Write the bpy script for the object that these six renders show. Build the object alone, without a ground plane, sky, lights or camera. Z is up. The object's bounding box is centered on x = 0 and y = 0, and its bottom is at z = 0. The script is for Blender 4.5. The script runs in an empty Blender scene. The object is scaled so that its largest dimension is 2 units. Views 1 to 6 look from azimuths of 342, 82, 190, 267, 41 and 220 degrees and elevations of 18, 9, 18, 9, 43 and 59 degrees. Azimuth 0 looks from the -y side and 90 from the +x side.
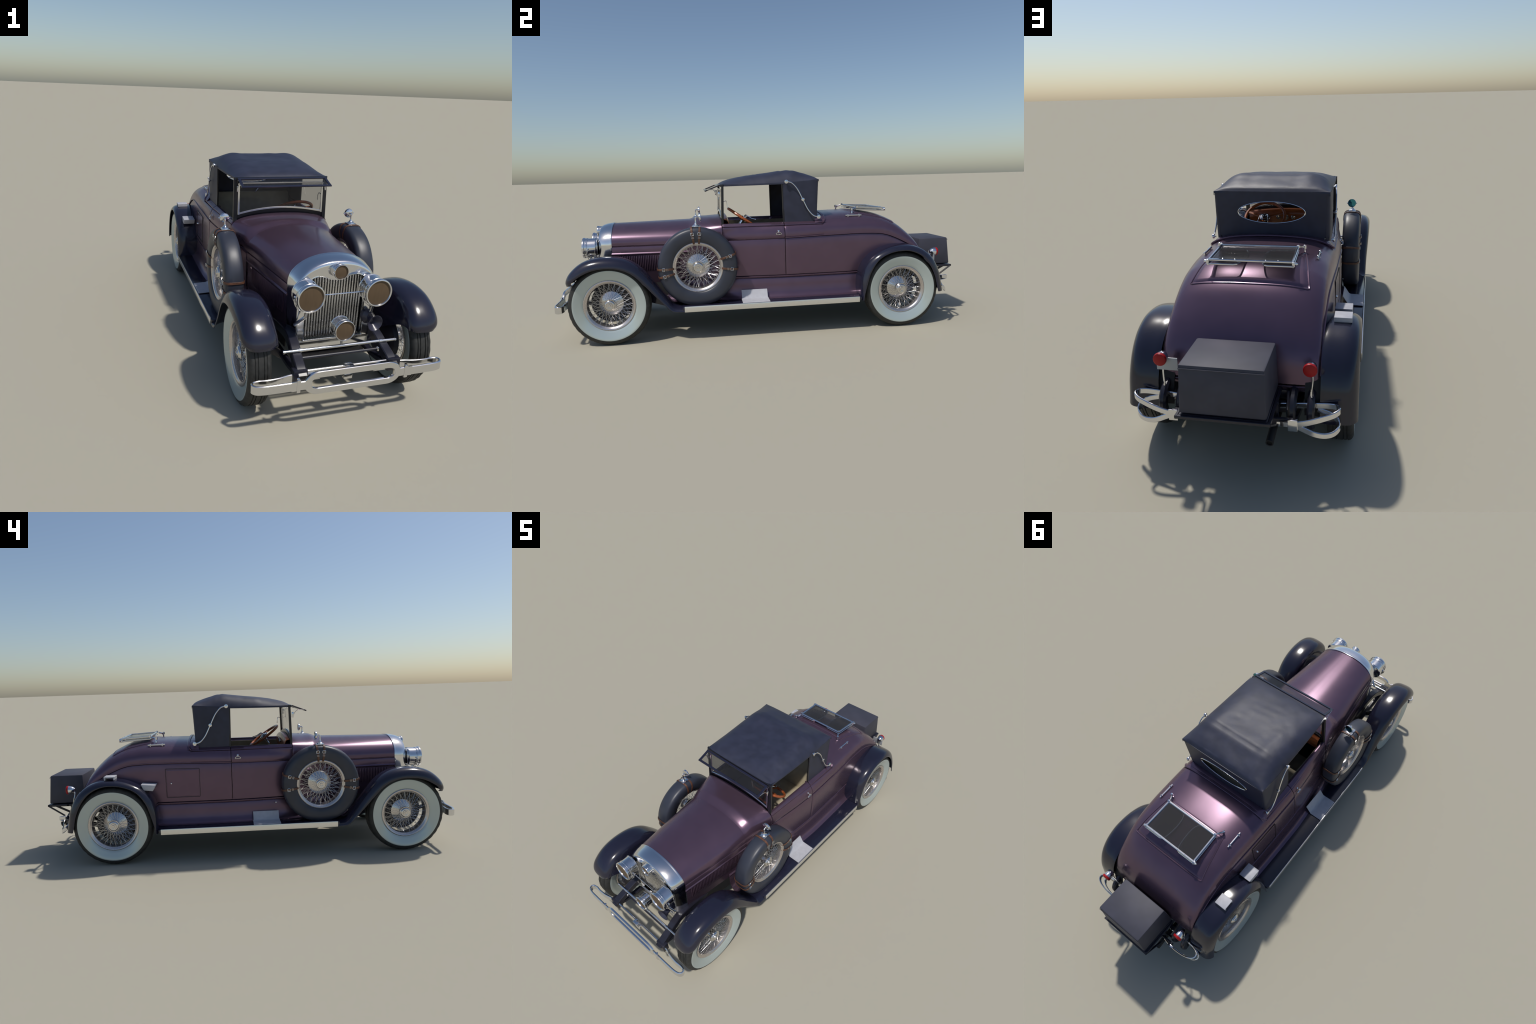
import bpy, bmesh, math
import numpy as np
from mathutils import Vector, Matrix, noise

RNG = np.random.default_rng(7)
PI = math.pi

# ------------------------------------------------------------------ materials
def mat(name, base, rough=0.5, metal=0.0, spec=0.5, coat=0.0, coat_rough=0.05,
        var=0.0, scale=30.0, bump=0.0, bump_scale=200.0, rough_var=0.0,
        transmission=0.0, ior=1.5, sheen=0.0, base2=None, stretch=(1, 1, 1), detail=4.0):
    m = bpy.data.materials.new(name)
    m.use_nodes = True
    nt = m.node_tree
    b = nt.nodes["Principled BSDF"]
    b.inputs["Base Color"].default_value = (*base, 1)
    b.inputs["Roughness"].default_value = rough
    b.inputs["Metallic"].default_value = metal
    b.inputs["Specular IOR Level"].default_value = spec
    b.inputs["Coat Weight"].default_value = coat
    b.inputs["Coat Roughness"].default_value = coat_rough
    b.inputs["Transmission Weight"].default_value = transmission
    b.inputs["IOR"].default_value = ior
    b.inputs["Sheen Weight"].default_value = sheen
    if var > 0 or base2 is not None or bump > 0 or rough_var > 0:
        tc = nt.nodes.new("ShaderNodeTexCoord")
        mp = nt.nodes.new("ShaderNodeMapping")
        mp.inputs["Scale"].default_value = stretch
        nt.links.new(tc.outputs["Object"], mp.inputs["Vector"])
    if var > 0 or base2 is not None or rough_var > 0:
        n = nt.nodes.new("ShaderNodeTexNoise")
        n.inputs["Scale"].default_value = scale
        n.inputs["Detail"].default_value = detail
        nt.links.new(mp.outputs[0], n.inputs["Vector"])
        if var > 0 or base2 is not None:
            r = nt.nodes.new("ShaderNodeValToRGB")
            c1 = [c * (1 - var) for c in base]
            c2 = list(base2) if base2 is not None else [min(1, c * (1 + var)) for c in base]
            r.color_ramp.elements[0].position = 0.35
            r.color_ramp.elements[1].position = 0.68
            r.color_ramp.elements[0].color = (*c1, 1)
            r.color_ramp.elements[1].color = (*c2, 1)
            nt.links.new(n.outputs["Fac"], r.inputs["Fac"])
            nt.links.new(r.outputs["Color"], b.inputs["Base Color"])
        if rough_var > 0:
            mr = nt.nodes.new("ShaderNodeMapRange")
            mr.inputs["To Min"].default_value = max(0.02, rough - rough_var)
            mr.inputs["To Max"].default_value = rough + rough_var
            nt.links.new(n.outputs["Fac"], mr.inputs["Value"])
            nt.links.new(mr.outputs[0], b.inputs["Roughness"])
    if bump > 0:
        n2 = nt.nodes.new("ShaderNodeTexNoise")
        n2.inputs["Scale"].default_value = bump_scale
        n2.inputs["Detail"].default_value = 3
        nt.links.new(mp.outputs[0], n2.inputs["Vector"])
        bp = nt.nodes.new("ShaderNodeBump")
        bp.inputs["Strength"].default_value = bump
        bp.inputs["Distance"].default_value = 0.002
        nt.links.new(n2.outputs["Fac"], bp.inputs["Height"])
        nt.links.new(bp.outputs[0], b.inputs["Normal"])
    return m

PAINT = mat("purple_paint", (0.136, 0.086, 0.126), rough=0.255, metal=0.64, coat=0.0, coat_rough=0.10, var=0.04, scale=14)
NAVY = mat("navy_enamel", (0.0140, 0.0142, 0.029), rough=0.17, spec=0.5, coat=0.2, coat_rough=0.06, var=0.05, scale=9)
FRAME = mat("frame_black", (0.016, 0.016, 0.026), rough=0.32, var=0.12, scale=25)
UNDER = mat("underbody_black", (0.012, 0.012, 0.013), rough=0.7, var=0.15, scale=40)
CLOTH = mat("soft_top_leather", (0.027, 0.030, 0.053), rough=0.50, spec=0.42, var=0.14, scale=22, bump=0.10, bump_scale=60, rough_var=0.05)
COVER = mat("tyre_cover_leather", (0.030, 0.034, 0.049), rough=0.42, spec=0.5, var=0.1, scale=18, bump=0.04, bump_scale=380)
TRUNKM = mat("trunk_leather", (0.050, 0.050, 0.068), rough=0.58, spec=0.4, var=0.1, scale=16, bump=0.05, bump_scale=400)
CHROME = mat("chrome", (0.74, 0.74, 0.75), rough=0.13, metal=1.0, rough_var=0.05, scale=45)
BARM = mat("grille_nickel", (0.68, 0.67, 0.66), rough=0.27, metal=1.0, rough_var=0.05, scale=60)
STEEL = mat("brushed_steel", (0.64, 0.62, 0.605), rough=0.17, metal=1.0, rough_var=0.06, scale=60)
RIMM = mat("rim_steel", (0.57, 0.53, 0.51), rough=0.28, metal=0.9, rough_var=0.05, scale=60)
SPOKEM = mat("spoke_steel", (0.60, 0.60, 0.61), rough=0.25, metal=1.0)
RUBBER = mat("tyre_rubber", (0.022, 0.022, 0.020), rough=0.62, var=0.25, scale=90, bump=0.15, bump_scale=500)
WHITE = mat("whitewall_rubber", (0.47, 0.53, 0.515), rough=0.22, metal=0.35, spec=0.5, var=0.015, scale=12)
TRIM = mat("polished_trim", (0.80, 0.79, 0.76), rough=0.2, metal=0.85)
PLATE = mat("step_plate_alloy", (0.45, 0.45, 0.48), rough=0.55, metal=0.0, var=0.05, scale=60)
LENS = mat("lamp_glass_brown", (0.105, 0.070, 0.040), rough=0.5, spec=0.25, var=0.06, scale=120, stretch=(1, 1, 0.2))
RED = mat("tail_lamp_red", (0.34, 0.006, 0.008), rough=0.4, spec=0.3)
WOOD = mat("polished_wood", (0.34, 0.080, 0.018), rough=0.3, coat=0.25, base2=(0.45, 0.115, 0.028), var=0.2, scale=60, stretch=(0.3, 2, 2))
SEATM = mat("seat_leather", (0.40, 0.345, 0.245), rough=0.55, var=0.08, scale=35, bump=0.1, bump_scale=300)
STRAPM = mat("strap_leather", (0.105, 0.045, 0.025), rough=0.5, var=0.25, scale=80)
INNER = mat("interior_lining", (0.28, 0.245, 0.175), rough=0.7, var=0.1, scale=30)
BLACK = mat("black_trim", (0.010, 0.010, 0.014), rough=0.3)
HORNM = mat("horn_enamel", (0.034, 0.034, 0.055), rough=0.3, var=0.1, scale=30)
HOLE = mat("radiator_core", (0.04, 0.04, 0.042), rough=0.8, var=0.3, scale=300)
GLASS = mat("window_glass", (0.03, 0.03, 0.032), rough=0.02, spec=0.5)
GLASS.node_tree.nodes["Principled BSDF"].inputs["Alpha"].default_value = 0.30
TINT = mat("tinted_glass", (0.045, 0.043, 0.042), rough=0.10, spec=0.5)
TINT.node_tree.nodes["Principled BSDF"].inputs["Alpha"].default_value = 0.45
MIRRORM = mat("mirror_glass", (0.05, 0.22, 0.27), rough=0.05, metal=1.0)
NUMBERM = mat("number_plate_paint", (0.42, 0.44, 0.46), rough=0.4, metal=0.2)

# ------------------------------------------------------------------ helpers
ROOT = bpy.data.objects.new("vintage_car", None)
bpy.context.scene.collection.objects.link(ROOT)
ROOT["label"] = "purple vintage convertible coupe with whitewall wire wheels"
ROOT["category"] = "vintage car"

def add(name, me, parent=None, kind=None):
    o = bpy.data.objects.new(name, me)
    bpy.context.scene.collection.objects.link(o)
    o.parent = parent if parent is not None else ROOT
    if kind:
        o["kind"] = kind
    return o

def mesh(name, verts, faces, material, smooth=35, recalc=True, weld=False):
    me = bpy.data.meshes.new(name)
    me.from_pydata([tuple(map(float, v)) for v in verts], [], [tuple(int(i) for i in f) for f in faces])
    if recalc or weld:
        bm = bmesh.new()
        bm.from_mesh(me)
        if weld:
            bmesh.ops.remove_doubles(bm, verts=bm.verts, dist=1e-6)
        bmesh.ops.recalc_face_normals(bm, faces=bm.faces)
        bm.to_mesh(me)
        bm.free()
    me.materials.append(material)
    if smooth:
        me.shade_smooth()
        me.set_sharp_from_angle(angle=math.radians(smooth))
    return me

class Geo:
    """Collects several closed pieces into one mesh."""
    def __init__(self):
        self.v, self.f = [], []
    def put(self, v, f):
        n = len(self.v)
        self.v += [tuple(p) for p in np.asarray(v, float)]
        self.f += [tuple(i + n for i in q) for q in f]
        return self
    def mirrored(self):
        g = Geo()
        g.v = [(-x, y, z) for x, y, z in self.v]
        g.f = [tuple(reversed(q)) for q in self.f]
        return g
    def make(self, name, material, parent=None, smooth=35, kind=None):
        return add(name, mesh(name, self.v, self.f, material, smooth), parent, kind)

def spline(pts, n, closed=False):
    """Centripetal Catmull-Rom through control points, n samples."""
    P = np.asarray(pts, float)
    if closed:
        P = np.vstack([P[-1:], P, P[:2]])
    else:
        P = np.vstack([2 * P[0] - P[1], P, 2 * P[-1] - P[-2]])
    segs = len(P) - 3
    out = []
    total = n if closed else n - 1
    for k in range(n):
        u = k / total * segs
        i = min(int(u), segs - 1)
        t = u - i
        p0, p1, p2, p3 = P[i:i + 4]
        t0 = 0.0
        t1 = t0 + max(np.linalg.norm(p1 - p0), 1e-9) ** 0.5
        t2 = t1 + max(np.linalg.norm(p2 - p1), 1e-9) ** 0.5
        t3 = t2 + max(np.linalg.norm(p3 - p2), 1e-9) ** 0.5
        tt = t1 + t * (t2 - t1)
        A1 = (t1 - tt) / (t1 - t0) * p0 + (tt - t0) / (t1 - t0) * p1
        A2 = (t2 - tt) / (t2 - t1) * p1 + (tt - t1) / (t2 - t1) * p2
        A3 = (t3 - tt) / (t3 - t2) * p2 + (tt - t2) / (t3 - t2) * p3
        B1 = (t2 - tt) / (t2 - t0) * A1 + (tt - t0) / (t2 - t0) * A2
        B2 = (t3 - tt) / (t3 - t1) * A2 + (tt - t1) / (t3 - t1) * A3
        out.append((t2 - tt) / (t2 - t1) * B1 + (tt - t1) / (t2 - t1) * B2)
    return np.array(out)

def curve1(table):
    """Smooth 1D function through (s, value) pairs (cubic Hermite, finite differences)."""
    t = np.array(table, float)
    xs, ys = t[:, 0], t[:, 1]
    d = np.diff(ys) / np.diff(xs)
    m = np.zeros(len(xs))
    m[0], m[-1] = d[0], d[-1]
    for i in range(1, len(xs) - 1):
        m[i] = 0 if d[i - 1] * d[i] <= 0 else 2 * d[i - 1] * d[i] / (d[i - 1] + d[i])
    def f(x):
        x = np.clip(x, xs[0], xs[-1])
        i = int(np.clip(np.searchsorted(xs, x) - 1, 0, len(xs) - 2))
        h = xs[i + 1] - xs[i]
        u = (x - xs[i]) / h
        return ((1 + 2 * u) * (1 - u) ** 2 * ys[i] + u * (1 - u) ** 2 * h * m[i]
                + u * u * (3 - 2 * u) * ys[i + 1] + u * u * (u - 1) * h * m[i + 1])
    return f

def grid_faces(n, m, off=0, closed_u=False, closed_v=False, flip=False):
    F = []
    for i in range(n if closed_u else n - 1):
        for j in range(m if closed_v else m - 1):
            a = off + i * m + j
            b = off + i * m + (j + 1) % m
            c = off + ((i + 1) % n) * m + (j + 1) % m
            d = off + ((i + 1) % n) * m + j
            F.append((a, d, c, b) if flip else (a, b, c, d))
    return F

def panel(G, t, out):
    """Closed sheet of thickness t from an (n,m,3) grid; `out` is a point-wise outward hint
    (callable or vector)."""
    G = np.asarray(G, float)
    n, m, _ = G.shape
    du = np.gradient(G, axis=0)
    dv = np.gradient(G, axis=1)
    N = np.cross(du, dv)
    N /= np.maximum(np.linalg.norm(N, axis=2, keepdims=True), 1e-12)
    hint = out(G) if callable(out) else np.broadcast_to(np.asarray(out, float), G.shape)
    if (N * hint).sum() < 0:
        N = -N
    I = G - N * t
    V = np.vstack([G.reshape(-1, 3), I.reshape(-1, 3)])
    o = n * m
    F = grid_faces(n, m) + grid_faces(n, m, o, flip=True)
    for j in range(m - 1):
        F.append((j, o + j, o + j + 1, j + 1))
        a = (n - 1) * m
        F.append((a + j + 1, o + a + j + 1, o + a + j, a + j))
    for i in range(n - 1):
        F.append((i * m, (i + 1) * m, o + (i + 1) * m, o + i * m))
        a = m - 1
        F.append((i * m + a, o + i * m + a, o + (i + 1) * m + a, (i + 1) * m + a))
    return V, F

def frames(P, closed=False, up=None):
    P = np.asarray(P, float)
    n = len(P)
    if closed:
        T = np.roll(P, -1, 0) - np.roll(P, 1, 0)
    else:
        T = np.gradient(P, axis=0)
    T /= np.maximum(np.linalg.norm(T, axis=1, keepdims=True), 1e-12)
    S, U = np.zeros_like(P), np.zeros_like(P)
    if up is not None:
        for i in range(n):
            s = np.cross(T[i], up)
            if np.linalg.norm(s) < 1e-6:
                s = np.cross(T[i], (up[1], up[2], up[0]))
            S[i] = s / np.linalg.norm(s)
            U[i] = np.cross(S[i], T[i])
    else:
        ref = np.array((0, 0, 1.0)) if abs(T[0][2]) < 0.9 else np.array((1.0, 0, 0))
        s = np.cross(T[0], ref)
        s /= np.linalg.norm(s)
        for i in range(n):
            s = s - T[i] * np.dot(s, T[i])
            s /= np.linalg.norm(s)
            S[i] = s
            U[i] = np.cross(s, T[i])
    return T, S, U

def sweep(P, prof, closed=False, up=None, scale=None):
    """Sweep a closed 2D profile (side, up) along path P."""
    P = np.asarray(P, float)
    T, S, U = frames(P, closed, up)
    prof = np.asarray(prof, float)
    k = len(prof)
    V = []
    for i in range(len(P)):
        sc = 1 if scale is None else scale[i]
        for a, b in prof:
            V.append(P[i] + S[i] * a * sc + U[i] * b * sc)
    F = grid_faces(len(P), k, closed_u=closed, closed_v=True)
    if not closed:
        F.append(tuple(range(k - 1, -1, -1)))
        e = (len(P) - 1) * k
        F.append(tuple(range(e, e + k)))
    return np.array(V), F

def circ(r, k=10):
    return [(r * math.cos(2 * PI * i / k), r * math.sin(2 * PI * i / k)) for i in range(k)]

def rrect(w, h, b=None):
    """Bevelled rectangle profile, full width w and height h."""
    b = min(w, h) * 0.22 if b is None else b
    x, y = w / 2, h / 2
    return [(-x + b, -y), (x - b, -y), (x, -y + b), (x, y - b), (x - b, y), (-x + b, y), (-x, y - b), (-x, -y + b)]

def tube(P, r, k=10, closed=False, scale=None):
    return sweep(P, circ(r, k), closed, None, scale)

def lathe(prof, n=48, origin=(0, 0, 0), axis=(1, 0, 0), closed=False):
    """Revolve (a, r) pairs about axis through origin; a runs along the axis."""
    ax = np.array(axis, float)
    ax /= np.linalg.norm(ax)
    ref = np.array((0, 0, 1.0)) if abs(ax[2]) < 0.9 else np.array((0, 1.0, 0))
    e1 = np.cross(ax, ref)
    e1 /= np.linalg.norm(e1)
    e2 = np.cross(ax, e1)
    o = np.array(origin, float)
    V, F = [], []
    k = len(prof)
    for i in range(n):
        th = 2 * PI * i / n
        d = e1 * math.cos(th) + e2 * math.sin(th)
        for a, r in prof:
            V.append(o + ax * a + d * r)
    F = grid_faces(n, k, closed_u=True, closed_v=closed)
    if not closed:
        for j, rev in ((0, False), (k - 1, True)):
            if prof[j][1] > 1e-5:
                ring = [i * k + j for i in range(n)]
                F.append(tuple(ring if rev else reversed(ring)))
    return np.array(V), F

def box(c, s, bev=0.0, rot=None):
    bm = bmesh.new()
    bmesh.ops.create_cube(bm, size=1)
    for v in bm.verts:
        v.co = Vector((v.co.x * s[0], v.co.y * s[1], v.co.z * s[2]))
    if bev > 0:
        bmesh.ops.bevel(bm, geom=bm.edges[:], offset=bev, segments=2, profile=0.5, affect='EDGES')
    R = rot if rot is not None else Matrix.Identity(3)
    for v in bm.verts:
        v.co = R @ v.co + Vector(c)
    bm.verts.index_update()
    V = [tuple(v.co) for v in bm.verts]
    F = [tuple(v.index for v in f.verts) for f in bm.faces]
    bm.free()
    return V, F

def hexa(lo, hi, bev=0.0):
    """Prism between two quads (lists of 4 points), bevelled."""
    bm = bmesh.new()
    vs = [bm.verts.new(p) for p in list(lo) + list(hi)]
    for q in ((3, 2, 1, 0), (4, 5, 6, 7), (0, 1, 5, 4), (1, 2, 6, 5), (2, 3, 7, 6), (3, 0, 4, 7)):
        bm.faces.new([vs[i] for i in q])
    if bev > 0:
        bmesh.ops.bevel(bm, geom=bm.edges[:], offset=bev, segments=2, profile=0.5, affect='EDGES')
    bm.verts.index_update()
    V = [tuple(v.co) for v in bm.verts]
    F = [tuple(v.index for v in f.verts) for f in bm.faces]
    bm.free()
    return V, F

def mirror_x(V):
    V = np.array(V, float)
    V[:, 0] *= -1
    return V

def both(name, V, F, material, parent=None, smooth=35, kind=None):
    a = add(name, mesh(name, V, F, material, smooth), parent, kind)
    b = add(name, mesh(name, mirror_x(V), F, material, smooth), parent, kind)
    return a, b

def n3(x, y, z, s):
    return noise.noise(Vector((x * s, y * s, z * s)))

# ------------------------------------------------------------------ body shell
# half width of the body side, belt moulding height, along the car (front is -y)
W = curve1([(-0.757, .160), (-.385, .199), (-.307, .2115), (-.226, .2275), (-.15, .237), (-.05, .248), (.03, .254), (.1, .2575),
            (.3, .256), (.45, .252), (.6, .247), (.81, .243)])
ZB = curve1([(-.385, .436), (-.226, .449), (.07, .453), (.3, .459), (.45, .461), (.55, .457), (.59, .449), (.64, .430),
             (.69, .405), (.73, .381), (.77, .343), (.795, .298), (.806, .262)])

def lower_side(y, top=None):
    """(x,z) half-section from running board up to the belt groove."""
    w, zb = W(y), ZB(y)
    return [(w, .274), (w + .0012, .285), (w + .002, .33), (w + .002, .37), (w + .001, .41), (w - .001, zb - .012), (w - .003, zb - .005),
            (w - .0075, zb - .003), (w - .0075, zb - .001)]

def valance_side(y):
    w = W(y)
    return [(w + .034, .159), (w + .018, .166), (w + .0075, .177), (w + .002, .193), (w - .0015, .222), (w - .003, .252), (w - .005, .257), (w - .009, .2585),
            (w - .009, .2605), (w - .002, .2615), (w + .001, .264), (w + .001, .267), (w - .003, .2695), (w - .008, .2705), (w - .008, .2745)]

def upper_cabin(y):
    """Belt up to the window sill (door and quarter), topped by a sloping sill strip."""
    w, zb = W(y), ZB(y)
    k = min(1, max(0, (y + .226) / .30))
    sb = .2245 + (.2385 - .2245) * k          # lower outer edge of the strip
    st = .2155 + (.2200 - .2155) * k          # upper edge
    def px(z):                                # same crown as the rear deck, never inside the strip
        f = (z - zb) / .099
        return max((w - .001) * (1 - f ** 3) ** (1 / 3.0), sb + .0005)
    return [(w - .0075, zb - .001), (w - .003, zb), (px(zb + .003), zb + .003), (px(zb + .012), zb + .012), (px(zb + .024), zb + .024), (px(zb + .034), zb + .034), (px(.499), .499), (px(.5060), .5060),
            (px(.5075) - .001, .5082), (sb - .005, .5095), (sb - .0045, .5115), (sb, .5125), (sb - .001, .5155), (st + .35 * (sb - st), .5225), (st + .002, .5255), (st - .003, .5268), (st - .010, .5255), (st - .013, .520), (st - .0135, .49)]

def side_grid(fn, y0, y1, n):
    G = []
    for y in np.linspace(y0, y1, n):
        G.append([(x, y, z) for x, z in fn(y)])
    return np.array(G)

def fold_edges(G, d=.003, ends=(True, True)):
    """Roll the two end rows of a panel inwards so shut lines read as grooves."""
    G = np.array(G)
    rows = []
    if ends[0]:
        e = G[0].copy(); e[:, 0] -= d * 2
        m_ = G[0].copy(); m_[:, 0] -= d * .35; m_[:, 1] += 0
        g1 = G[0] + (G[1] - G[0]) * min(1, d / max(1e-6, abs(G[1, 0, 1] - G[0, 0, 1])))
        rows += [e, m_, g1]
    else:
        rows += [G[0]]
    mid = list(G[1:-1])
    tail = []
    if ends[1]:
        e = G[-1].copy(); e[:, 0] -= d * 2
        m_ = G[-1].copy(); m_[:, 0] -= d * .35
        g1 = G[-1] + (G[-2] - G[-1]) * min(1, d / max(1e-6, abs(G[-1, 0, 1] - G[-2, 0, 1])))
        tail = [g1, m_, e]
    else:
        tail = [G[-1]]
    return np.array(rows + mid + tail)

def cabin_side(y):
    return lower_side(y) + upper_cabin(y)[1:]

# doors
Gd = fold_edges(side_grid(cabin_side, -.2235, .0735, 26), .0028)
V, F = panel(Gd, .003, (1, 0, 0))
DOORS = both("door", V, F, PAINT)
# quarter panel below the belt, runs back under the rear fender to the tail
Gq = side_grid(lower_side, .0765, .804, 60)
zs = np.array([p[1] for p in lower_side(.2)])
zs = (zs - zs[0]) / (zs[-1] - zs[0])
for i in range(len(Gq)):                       # keep the lower rows below the falling belt
    zb = ZB(Gq[i, 0, 1])
    lo = min(.274, zb - .03)
    Gq[i, :, 2] = lo + zs * (zb - .001 - lo)
Gq = fold_edges(Gq, .0028, (True, False))
V, F = panel(Gq, .003, (1, 0, 0))
both("quarter_panel", V, F, PAINT)
# sill ledge behind the door, carries the soft top
Gs = fold_edges(side_grid(upper_cabin, .0765, .268, 16), .0028, (True, False))
V, F = panel(Gs, .003, (1, 0, 0))
both("quarter_ledge", V, F, PAINT)
# valance panel between running board and body
Gv = side_grid(valance_side, -.50, .44, 50)
V, F = panel(Gv, .003, (1, 0, 0))
both("valance_panel", V, F, PAINT)

# hood: half-section control points at radiator and at the cowl
hood_low_f = [(.149, .235), (.153, .29), (.155, .300), (.1555, .386), (.158, .3885), (.1615, .391), (.1625, .394), (.161, .397), (.1585, .400), (.159, .424), (.1575, .4285), (.1535, .4305), (.1535, .4325), (.158, .435)]
hood_up_f = [(.158, .435), (.1575, .452), (.151, .470), (.141, .4835), (.125, .498), (.106, .5105), (.076, .523), (.037, .5315), (0, .5335)]
hood_up_r = [(.199, .439), (.1965, .460), (.190, .475), (.180, .4875), (.164, .503), (.143, .5145), (.108, .527), (.060, .5375), (0, .541)]
cowl_up_r = [(.2275, .452), (.2285, .472), (.2275, .492), (.2235, .508), (.2130, .522), (.190, .535), (.145, .547), (.080, .5555), (0, .5585)]

def dens(poly, n):
    return spline(poly, n)

HU_F, HU_R, CU_R = dens(hood_up_f, 33), dens(hood_up_r, 33), dens(cowl_up_r, 33)

def full_width(half):
    """half: list from side (x>0) to centre -> both sides."""
    h = np.array(half)
    other = h[:-1][::-1].copy()
    other[:, 0] *= -1
    return np.vstack([h, other])

def hood_half(y):
    t = (y + .757) / .372
    low = [(x + (.0395 * t), z + .003 * t) for x, z in hood_low_f]
    up = HU_F * (1 - t) + HU_R * t
    return np.vstack([np.array(low)[:-1], up])

Gh = []
for y in np.linspace(-.757, -.385, 24):
    s = full_width(hood_half(y))
    Gh.append([(x, y, z) for x, z in s])
V, F = panel(np.array(Gh), .003, lambda G: np.stack([G[..., 0], 0 * G[..., 0], G[..., 2] - .30], -1))
HOOD = add("hood", mesh("hood", V, F, PAINT))

def smooth01(t):
    t = min(1, max(0, t))
    return t * t * (3 - 2 * t)

def cowl_half(y):
    t = (y + .385) / .159
    tx = .62 * t + .38 * smooth01(t)
    tz = .45 * t + .55 * smooth01(t * 3.6)
    tz = max(tz, smooth01(t * 3.0) * .80)
    up = np.stack([HU_R[:, 0] * (1 - tx) + CU_R[:, 0] * tx, HU_R[:, 1] * (1 - tz) + CU_R[:, 1] * tz], 1)
    x0, z0 = up[0]
    low = [(x0 - .006, .24), (x0 - .001, .29), (x0 + .001, .33), (x0 + .002, .37), (x0 + .002, z0 - .03), (x0, z0 - .014), (x0 - .003, z0 - .009), (x0 - .0075, z0 - .007), (x0 - .0075, z0 - .004), (x0 - .003, z0 - .002)]
    return np.vstack([np.array(low), up])

Gc = []
for y in list(np.linspace(-.385, -.228, 24)):
    Gc.append([(x, y, z) for x, z in full_width(cowl_half(y))])
# rolled rear lip of the cowl
s = full_width(cowl_half(-.2265))
Gc.append([(x * .996, -.2255, z - .002) for x, z in s])
Gc.append([(x * .985, -.2255, z - .010) for x, z in s])
V, F = panel(np.array(Gc), .003, lambda G: np.stack([G[..., 0], 0 * G[..., 0], G[..., 2] - .30], -1))
add("cowl", mesh("cowl", V, F, PAINT))

# louvres on the hood sides
lv = Geo()
lv.put(*box((0, 0, 0), (.0085, .0040, .072), .0015))
me_l = mesh("louver", lv.v, lv.f, PAINT, 40)
for sx in (1, -1):
    for k in range(35):
        y = -.722 + k * .0083
        t = (y + .757) / .372
        o = add("louver", me_l, HOOD)
        o.location = (sx * (.1553 + .0395 * t), y, .3475 + .003 * t)
        o.rotation_euler = (0, 0, -sx * .55)

# rear deck: a skin between the two belt lines, crowned along the belt normal
belt = np.array([(y, ZB(y)) for y in np.linspace(.268, .78, 60)] + [(.788, .315), (.795, .298), (.801, .28), (.806, .262)])
Hc = curve1([(.25, .099), (.45, .099), (.55, .090), (.60, .082), (.64, .076), (.69, .062), (.73, .047), (.77, .030), (.795, .018), (.806, .010)])
Tb = np.gradient(belt, axis=0)
Tb /= np.linalg.norm(Tb, axis=1, keepdims=True)
Nb = np.stack([-Tb[:, 1], Tb[:, 0]], 1)
for _ in range(6):
    Nb[1:-1] = (Nb[:-2] + Nb[1:-1] + Nb[2:]) / 3
Nb[0] = (0, 1)
Nb /= np.linalg.norm(Nb, axis=1, keepdims=True)

def deck_point(i, u, off=0.0):
    """i: station (float) along the belt, u in [-1,1] across."""
    i0 = int(min(max(i, 0), len(belt) - 2)); f = i - i0
    b = belt[i0] * (1 - f) + belt[i0 + 1] * f
    nrm = Nb[i0] * (1 - f) + Nb[i0 + 1] * f
    wx = W(b[0]) - .001
    a = abs(u)
    h = Hc(b[0]) * (1 - a ** 3.0) ** (1 / 3.0) + off
    q = b + nrm * h
    return (wx * u, q[0], q[1])

US = np.sin(np.linspace(-1, 1, 65) * PI / 2)
US = np.sign(US) * np.abs(US) ** .8
Gk = np.array([[deck_point(i, u) for u in US] for i in range(len(belt))])
rim = Gk[:, [0, -1]]
V, F = panel(Gk, .003, lambda G: np.stack([0 * G[..., 0], G[..., 1] - .3, G[..., 2] - .2], -1))
DECK = add("deck", mesh("deck", V, F, PAINT))
# belt moulding running back and down to the tail, then across it
mb = [(W(y) + .0005, y, ZB(y)) for y in np.linspace(.075, .78, 50)] + [(.2435, .796, .297), (.241, .806, .263), (.228, .811, .2575)]
path = np.array(mb + [(x, .8135, .2565) for x in np.linspace(.2, -.2, 9)] + [(-x, y, z) for x, y, z in mb[::-1]])
V, F = sweep(path, rrect(.005, .0045), up=(0, 0.3, 1))
add("belt_moulding", mesh("belt_moulding", V, F, PAINT))
# skirt under the tail
pts = [(-.246, .74), (-.243, .786), (-.225, .801), (-.12, .806), (.12, .806), (.225, .801), (.243, .786), (.246, .74)]
Gt = np.array([[(x, y, .2555), (x, y + .001, .25), (x * .995, y, .24), (x * .97, y - .006, .231)] for x, y in spline(pts, 41)])
V, F = panel(Gt, .003, (0, 1, 0))
add("body_skirt", mesh("body_skirt", V, F, PAINT))

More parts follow.
